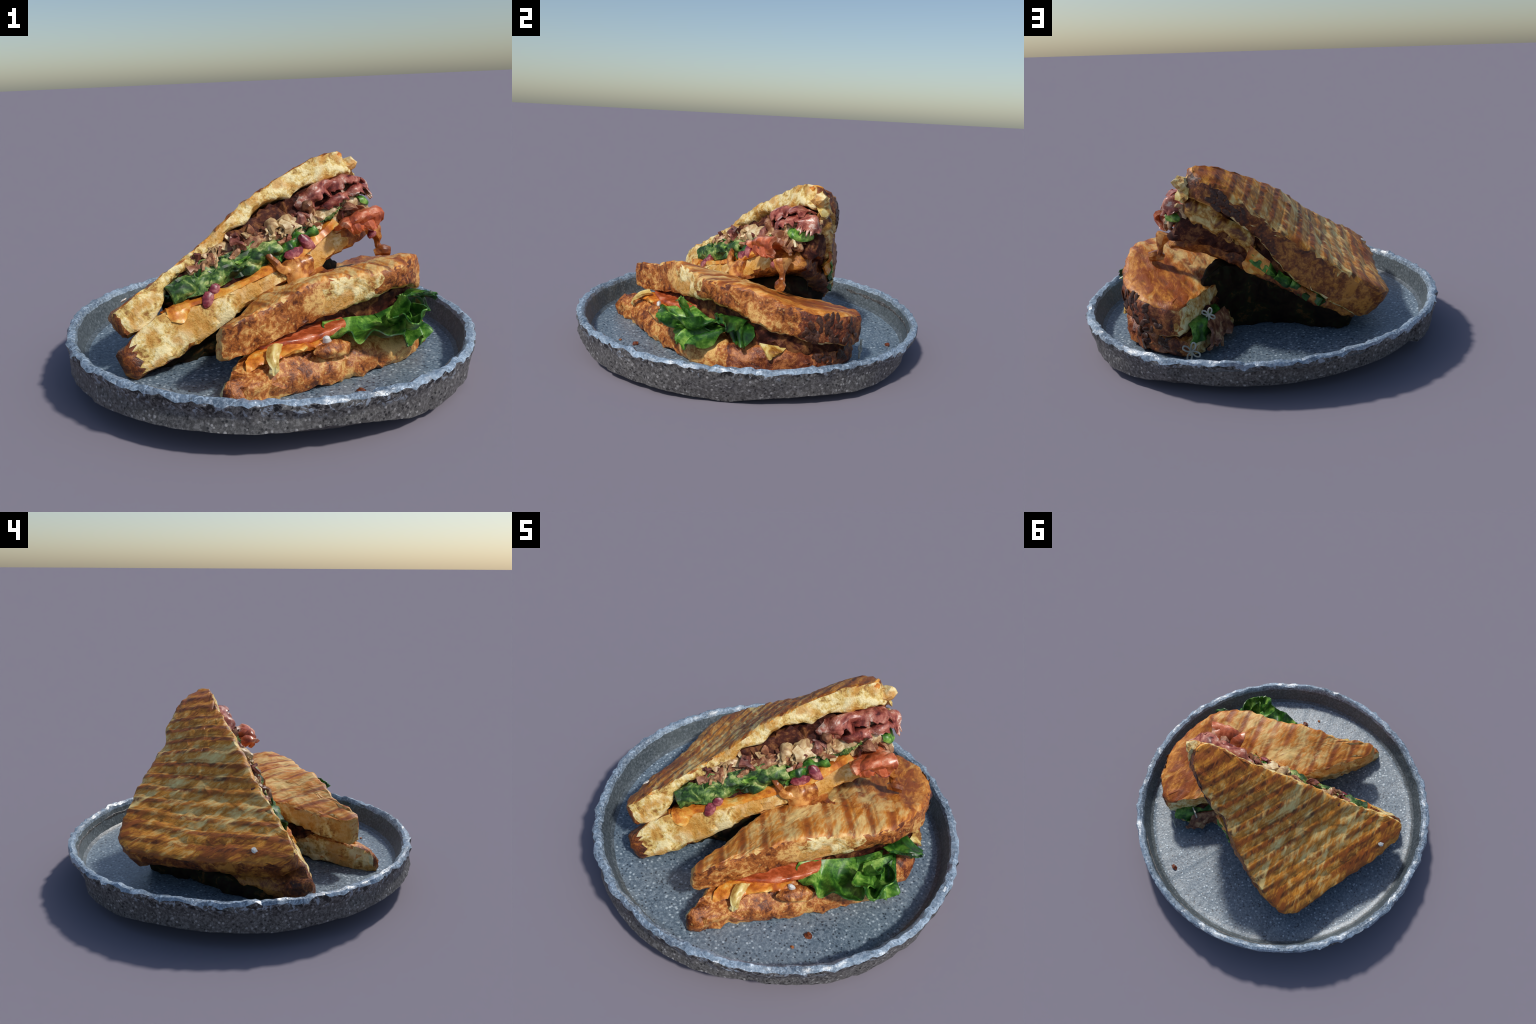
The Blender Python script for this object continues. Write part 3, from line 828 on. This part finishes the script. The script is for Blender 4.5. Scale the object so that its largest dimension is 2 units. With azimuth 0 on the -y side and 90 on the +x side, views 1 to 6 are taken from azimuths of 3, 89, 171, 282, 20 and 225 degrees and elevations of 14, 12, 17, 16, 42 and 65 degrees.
    # pumpkin seeds baked on the apex crust
    scatter_seeds(e, ("bread_slice",), Vector((1.15, 0.12, Z)), (20, 70), (-0.07, 0.02), 16, 0.8, 97)
    o = add("salt_flake", blob((0.020, 0.013, 0.005), 0.5, 2.2, 99, 2), e, "flake")
    o.location = up([(0.095, 0.175, 0.018)])[0]
    # cheese that dripped on the other half
    sw = lambda ps: [tuple(M.inverted() @ Vector(p)) for p in ps]
    add("cheese_drip", decimated(sheet([sw([(-0.04, -0.15, 0.37), (0.06, -0.08, 0.40), (0.16, -0.03, 0.43), (0.26, 0.02, 0.465)]), sw([(-0.02, -0.20, 0.36), (0.08, -0.13, 0.39), (0.18, -0.08, 0.42), (0.28, -0.03, 0.46)]),
                                sw([(0.03, -0.22, 0.385), (0.10, -0.16, 0.40), (0.21, -0.10, 0.425), (0.32, -0.05, 0.46)])], nu=36, nv=12, thick=0.02, ruffle=0.012, seed=57, crumplea=0.014, crumplef=12, fray=0.05), 0.35), e, "drip", 30)
    inv = M.inverted()
    w = lambda p: tuple(inv @ Vector(p))
    # near-black wedge reaching from the underside of the raised side down to the plate
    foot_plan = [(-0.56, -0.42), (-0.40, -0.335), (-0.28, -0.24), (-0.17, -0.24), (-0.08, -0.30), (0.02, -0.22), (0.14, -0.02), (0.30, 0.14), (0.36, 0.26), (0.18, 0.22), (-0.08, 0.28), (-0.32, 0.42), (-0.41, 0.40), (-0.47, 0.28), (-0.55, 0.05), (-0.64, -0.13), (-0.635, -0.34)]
    wedge_top = [(-0.58, -0.40, 0.17), (-0.3, -0.23, 0.25), (-0.15, -0.23, 0.25), (-0.08, -0.28, 0.25), (0.02, -0.22, 0.30), (0.0, -0.05, 0.38), (0.15, -0.05, 0.38), (0.28, 0.14, 0.46), (0.25, 0.22, 0.46), (0.36, 0.26, 0.40), (-0.05, 0.25, 0.36), (-0.46, 0.40, 0.19), (-0.64, 0.0, 0.18), (-0.3, 0.1, 0.28)]
    wedge_bot = [(-0.6, -0.3, 0.10), (0.3, 0.2, 0.07), (-0.4, 0.4, 0.085), (-0.2, 0.0, 0.085)]
    me = slab(foot_plan, wedge_top, wedge_bot, n=150, inner=10, radius=0.04, seed=9, amp=0.034, freq=8, ratio=0.4)
    T = Height(wedge_top)
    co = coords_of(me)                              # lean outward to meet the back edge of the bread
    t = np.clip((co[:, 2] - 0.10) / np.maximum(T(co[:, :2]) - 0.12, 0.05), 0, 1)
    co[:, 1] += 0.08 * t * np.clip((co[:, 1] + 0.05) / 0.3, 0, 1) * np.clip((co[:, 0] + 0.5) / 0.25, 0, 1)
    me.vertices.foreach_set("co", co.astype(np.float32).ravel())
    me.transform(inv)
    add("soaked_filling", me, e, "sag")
    add("cheese_drip", tube([w(p) for p in ((0.535, 0.155, 0.62), (0.555, 0.16, 0.57), (0.565, 0.16, 0.525), (0.575, 0.155, 0.49))], [0.05, 0.028, 0.016, 0.02], amp=0.5, seed=4), e, "drip", 30)
    add("cheese_drip", tube([w(p) for p in ((0.545, 0.15, 0.485), (0.58, 0.15, 0.495), (0.625, 0.15, 0.492))], [0.018, 0.03, 0.024], amp=0.3, seed=5), e, "drip", 30)
    return e


# ------------------------------------------------------------------ lying half
def build_lying_half():
    base = Vector((0.30, -0.05, 0.09))
    e = empty("sandwich_half", "lying grilled sandwich half with lettuce spilling out", "sandwich", Matrix.Translation(base))
    w = lambda p: tuple(Vector(p) - base)
    W = lambda ps: [w(p) for p in ps]
    X2 = lambda ps: [(x - base.x, y - base.y) for x, y in ps]

    def rib(co):
        s = co[:, 0] * 0.906 + co[:, 1] * 0.423
        return -0.008 * (0.5 + 0.5 * np.cos(2 * math.pi * (s + 0.02) / 0.105))

    out = [(-0.185, -0.69), (-0.14, -0.705), (0.01, -0.575), (0.205, -0.448), (0.40, -0.322), (0.56, -0.235), (0.68, -0.12), (0.75, 0.05), (0.765, 0.2), (0.75, 0.34), (0.68, 0.47), (0.59, 0.56),
           (0.49, 0.59), (0.43, 0.53), (0.345, 0.405), (0.20, 0.15), (0.05, -0.11), (-0.06, -0.31), (-0.135, -0.505), (-0.19, -0.65)]
    top = W([(-0.18, -0.67, 0.40), (-0.1, -0.62, 0.42), (0.0, -0.56, 0.445), (0.12, -0.47, 0.49), (0.237, -0.39, 0.525), (0.38, -0.30, 0.51), (0.56, -0.2, 0.508), (0.63, 0.0, 0.515), (0.72, 0.18, 0.458), (0.72, 0.34, 0.418), (0.66, 0.46, 0.395),
             (0.48, 0.59, 0.355), (0.34, 0.40, 0.358), (0.2, 0.17, 0.37), (0.05, -0.1, 0.405), (-0.07, -0.3, 0.402), (-0.17, -0.5, 0.37), (0.35, 0.08, 0.42), (0.5, 0.3, 0.402), (0.1, -0.3, 0.455), (0.39, -0.15, 0.498), (0.257, -0.04, 0.44)])
    bot = W([(-0.18, -0.67, 0.262), (0.02, -0.55, 0.29), (0.216, -0.43, 0.33), (0.42, -0.3, 0.365), (0.61, -0.19, 0.395), (0.69, -0.05, 0.37), (0.75, 0.1, 0.31), (0.76, 0.25, 0.265), (0.72, 0.4, 0.23), (0.66, 0.52, 0.20), (0.52, 0.6, 0.185),
             (0.34, 0.4, 0.26), (0.2, 0.17, 0.30), (0.05, -0.1, 0.325), (-0.07, -0.3, 0.31), (-0.17, -0.5, 0.265), (0.35, 0.0, 0.345)])
    me = slab(X2(out), top, bot, n=230, inner=22, radius=0.042, under=0.025, seed=13, amp=0.018, freq=10, ratio=0.26, rib=rib)
    H = Height(top)

    def cut_side(c, n, x0=-0.30):
        # the cut runs from the tip to the far corner; its outward direction is (-0.9, 0.44)
        return n[0] * -0.89 + n[1] * 0.45 > 0.5 and n[2] < 0.6

    def label(c, n):
        if cut_side(c, n) or (n[2] < -0.6):
            return 2
        if n[2] > 0.55 and H(c[:2])[0] - c[2] < 0.05 + 0.012 * noise.noise(Vector(c) * 15):
            return 1
        # bare pale patch where the crust has torn on the front
        wx, wy = c[0] + base.x, c[1] + base.y
        if ((wx - 0.385) * 0.8) ** 2 + ((wy + 0.32) * 0.9) ** 2 < (0.125 + 0.05 * noise.noise(Vector(c) * 14)) ** 2 and n[2] < 0.75:
            return 2
        if wx > 0.52 and wy > 0.25:
            return 3
        return 0
    split(me, label, [("bread_slice", "crustB"), ("grilled_face", "grillB"), ("crumb_face", "crumbB"), ("seeded_crust", "crustC")], e)

    lo = [(-0.165, -0.80), (-0.11, -0.815), (0.04, -0.70), (0.18, -0.62), (0.32, -0.535), (0.46, -0.42), (0.6, -0.31), (0.695, -0.2), (0.76, -0.06), (0.775, 0.08), (0.757, 0.24), (0.69, 0.385), (0.58, 0.49), (0.49, 0.56), (0.40, 0.56), (0.34, 0.47),
          (0.21, 0.25), (0.07, -0.08), (-0.05, -0.41), (-0.13, -0.6), (-0.155, -0.74)]
    ltop = W([(-0.15, -0.79, 0.22), (-0.05, -0.74, 0.195), (0.06, -0.66, 0.185), (0.2, -0.58, 0.17), (0.32, -0.51, 0.17), (-0.01, -0.60, 0.24), (0.1, -0.55, 0.25), (0.25, -0.46, 0.252), (0.42, -0.4, 0.20), (0.6, -0.27, 0.20), (0.72, 0.0, 0.215), (0.72, 0.2, 0.21), (0.64, 0.38, 0.19), (0.45, 0.52, 0.17), (0.33, 0.48, 0.17),
              (0.2, 0.22, 0.19), (0.05, -0.1, 0.2), (-0.05, -0.4, 0.21), (0.3, -0.1, 0.22)])
    lbot = W([(-0.15, -0.79, 0.092), (0.3, -0.5, 0.083), (0.75, 0.0, 0.068), (0.5, 0.55, 0.07), (0.05, -0.1, 0.09), (0.3, 0.1, 0.085), (-0.1, -0.6, 0.098)])
    me = slab(X2(lo), ltop, lbot, n=200, inner=12, radius=0.07, under=0.03, seed=17, amp=0.024, freq=10, ratio=0.25)

    def label2(c, n):
        if cut_side(c, n):
            return 1
        wx, wy = c[0] + base.x, c[1] + base.y
        return 2 if wx > 0.5 and wy > -0.1 else 0
    split(me, label2, [("bread_slice", "crustB"), ("crumb_face", "crumbB"), ("seeded_crust", "crustC")], e)

    core = X2([(0.05, -0.50), (0.25, -0.34), (0.44, -0.22), (0.60, -0.11), (0.70, 0.03), (0.72, 0.25), (0.64, 0.42), (0.47, 0.53), (0.35, 0.43), (0.21, 0.12), (0.06, -0.15), (-0.04, -0.4)])
    ct = W([(0.02, -0.55, 0.30), (0.45, -0.28, 0.37), (0.7, 0.05, 0.35), (0.6, 0.42, 0.25), (0.36, 0.44, 0.27), (0.05, -0.16, 0.29)])
    cb = W([(0.02, -0.55, 0.24), (0.45, -0.28, 0.22), (0.7, 0.05, 0.19), (0.6, 0.42, 0.15), (0.36, 0.44, 0.15), (0.05, -0.16, 0.18)])
    add("packed_filling", slab(core, ct, cb, n=110, inner=7, radius=0.02, seed=18, amp=0.034, freq=14, ratio=0.4), e, "core")

    # tomato, cheese and a few bits between the slices
    tom = X2([(-0.03, -0.56), (0.1, -0.54), (0.24, -0.475), (0.36, -0.36), (0.3, -0.25), (0.1, -0.3), (-0.03, -0.42)])
    flat = lambda z: W([(-0.03, -0.55, z - 0.01), (0.3, -0.4, z + 0.005), (0.1, -0.3, z), (0.25, -0.25, z + 0.01)])
    add("tomato_slice", slab(tom, flat(0.292), flat(0.262), n=90, inner=5, radius=0.012, seed=31, amp=0.008, freq=10, ratio=0.6), e, "tomato")
    add("cheese_slice", sheet([W([(-0.05, -0.57, 0.25), (0.08, -0.48, 0.26), (0.24, -0.4, 0.262)]), W([(-0.08, -0.655, 0.235), (0.07, -0.57, 0.258), (0.25, -0.475, 0.258)]), W([(-0.07, -0.695, 0.215), (0.06, -0.615, 0.24), (0.25, -0.51, 0.25)])], nu=36, nv=14, thick=0.018, ruffle=0.014, seed=33), e, "cheese")
    add("cheese_slice", sheet([W([(0.015, -0.60, 0.28), (0.045, -0.59, 0.29), (0.07, -0.57, 0.28)]), W([(0.01, -0.66, 0.255), (0.035, -0.66, 0.268), (0.06, -0.64, 0.26)]), W([(0.03, -0.70, 0.215), (0.04, -0.70, 0.20), (0.055, -0.69, 0.22)])],
                              nu=14, nv=12, thick=0.016, ruffle=0.012, seed=34), e, "paleCheese")
    o = add("onion_piece", blob((0.02, 0.012, 0.022), 0.3, 1.5, 35, 2), e, "flake")
    o.location = w((0.263, -0.505, 0.272))
    o = add("crust_chunk", blob((0.095, 0.045, 0.035), 0.25, 1.5, 36, 3), e, "crustB")
    o.location = w((0.29, -0.505, 0.232))
    o.rotation_euler = (0.3, 0, 0.6)
    add("melted_cheese", sheet([W([(0.72, 0.06, 0.225), (0.73, 0.13, 0.22), (0.715, 0.2, 0.21)]), W([(0.778, 0.09, 0.2), (0.778, 0.12, 0.2), (0.765, 0.17, 0.2)]), W([(0.785, 0.10, 0.172), (0.785, 0.115, 0.165), (0.775, 0.14, 0.185)])],
                               nu=14, nv=10, thick=0.012, ruffle=0.008, seed=44), e, "paleCheese")

    # big leaves spilling out of the front
    leaves = [
        ([(0.25, -0.36, 0.30), (0.40, -0.27, 0.29), (0.52, -0.19, 0.28), (0.62, -0.12, 0.30)], [(0.245, -0.43, 0.295), (0.40, -0.37, 0.255), (0.52, -0.32, 0.235), (0.64, -0.26, 0.255)],
         [(0.255, -0.47, 0.295), (0.38, -0.49, 0.285), (0.52, -0.475, 0.27), (0.635, -0.425, 0.305), (0.715, -0.34, 0.27)], (0.024, 4), 0.03),
        ([(0.50, -0.20, 0.27), (0.6, -0.15, 0.27), (0.68, -0.08, 0.27)], [(0.55, -0.31, 0.26), (0.64, -0.27, 0.25), (0.71, -0.2, 0.25)], [(0.58, -0.41, 0.225), (0.67, -0.36, 0.205), (0.775, -0.275, 0.175)], (0.03, 3), 0.028),
        ([(0.55, -0.24, 0.30), (0.61, -0.20, 0.31), (0.67, -0.15, 0.31)], [(0.56, -0.36, 0.285), (0.635, -0.33, 0.275), (0.71, -0.25, 0.29)], [(0.535, -0.44, 0.37), (0.635, -0.455, 0.34), (0.74, -0.34, 0.37)], (0.022, 2.5), 0.022),
        ([(0.56, -0.26, 0.25), (0.61, -0.24, 0.26), (0.66, -0.19, 0.27)], [(0.575, -0.33, 0.31), (0.62, -0.305, 0.31), (0.67, -0.26, 0.30)], [(0.58, -0.335, 0.42), (0.615, -0.345, 0.42), (0.66, -0.315, 0.36)], (0.008, 1.5), 0.010),
        ([(0.62, -0.14, 0.34), (0.67, -0.07, 0.34), (0.69, 0.0, 0.33)], [(0.70, -0.19, 0.36), (0.745, -0.12, 0.36), (0.76, -0.04, 0.33)], [(0.765, -0.165, 0.38), (0.81, -0.11, 0.335), (0.825, -0.06, 0.29)], (0.012, 2.5), 0.016),
        ([(0.62, -0.1, 0.33), (0.66, -0.03, 0.32), (0.67, 0.04, 0.30)], [(0.71, -0.12, 0.33), (0.745, -0.05, 0.31), (0.745, 0.01, 0.28)], [(0.755, -0.09, 0.25), (0.785, -0.03, 0.225), (0.785, 0.02, 0.215)], (0.016, 3), 0.018),
    ]
    for k, (a, b, c, fold, r) in enumerate(leaves):
        add("lettuce_leaf", decimated(sheet([W(a), W(b), W(c)], nu=56, nv=22, thick=0.006, ruffle=r * 0.75, freq=7, seed=100 + k, edge=0.9, fray=0.014, crumplea=0.012, crumplef=10, fold=fold, taper=0.55), 0.3), e, "spinach", 26)
    # leaf, ham and sprouts at the far cut end
    add("lettuce_leaf", sheet([W([(0.46, 0.5, 0.24), (0.4, 0.42, 0.25), (0.33, 0.3, 0.26)]), W([(0.435, 0.585, 0.235), (0.37, 0.51, 0.245), (0.28, 0.36, 0.25)]), W([(0.43, 0.59, 0.15), (0.37, 0.53, 0.15), (0.27, 0.38, 0.16)])],
                              nu=30, nv=14, thick=0.007, ruffle=0.018, freq=12, seed=110), e, "spinach", 28)
    add("ham_slice", sheet([W([(0.36, 0.50, 0.23), (0.32, 0.45, 0.24), (0.25, 0.33, 0.24)]), W([(0.335, 0.545, 0.18), (0.30, 0.48, 0.18), (0.23, 0.34, 0.19)]), W([(0.36, 0.57, 0.11), (0.30, 0.5, 0.11), (0.22, 0.35, 0.12)])],
                           nu=24, nv=12, thick=0.014, ruffle=0.02, seed=111, crumplea=0.016, fray=0.05), e, "meatA", 28)
    for c, r in (((0.44, 0.60, 0.125), 0.042), ((0.34, 0.475, 0.262), 0.032)):
        for k in range(4):
            a = k * 1.55 + 0.4
            d = Vector((math.cos(a) * 0.85, math.cos(a) * -0.3, math.sin(a)))
            s = Vector((-math.sin(a) * 0.85, math.sin(a) * 0.3, math.cos(a)))
            f = lambda u, v: w(Vector(c) + d * u * r + s * v * r + Vector((0, 0.012, 0)))
            add("sprout", tube([f(0, 0), f(0.6, 0.33), f(1.15, 0.22), f(1.15, -0.18), f(0.6, -0.25), f(0.03, -0.03)], [0.0045] * 3, n=22, sides=6), e, "sprout")

    # pumpkin seeds all over the crust of the far end
    scatter_seeds(e, ("seeded_crust", "bread_slice"), Vector((0.4, 0.2, 0)) - Vector((base.x, base.y, base.z)), (12, 66), (0.20, 0.42), 44, 0.8, 96)
    scatter_seeds(e, ("seeded_crust", "bread_slice"), Vector((0.4, 0.2, 0)) - Vector((base.x, base.y, base.z)), (25, 70), (0.10, 0.2), 18, 0.8, 98)
    return e


def build_crumbs():
    for k, (x, y, s, mat) in enumerate([(0.398, -0.609, 0.016, "crustC"), (0.196, 0.808, 0.016, "crustC"), (0.35, -0.70, 0.008, "crustB")]):
        me = blob((s * 1.3, s, s * 0.7), 0.5, 1.8, 120 + k, 2)
        finish(me, mat, 30)
        o = bpy.data.objects.new("bread_crumb", me)
        me.name = "bread_crumb"
        ROOT.objects.link(o)
        o.location = (x, y, 0.083 + tilt(x, y) + s * 0.4)
        o["label"], o["category"] = "small browned crumb lying on the plate", "crumb"


build_materials()
build_plate()
build_leaning_half()
build_lying_half()
build_crumbs()
bpy.context.view_layer.update()
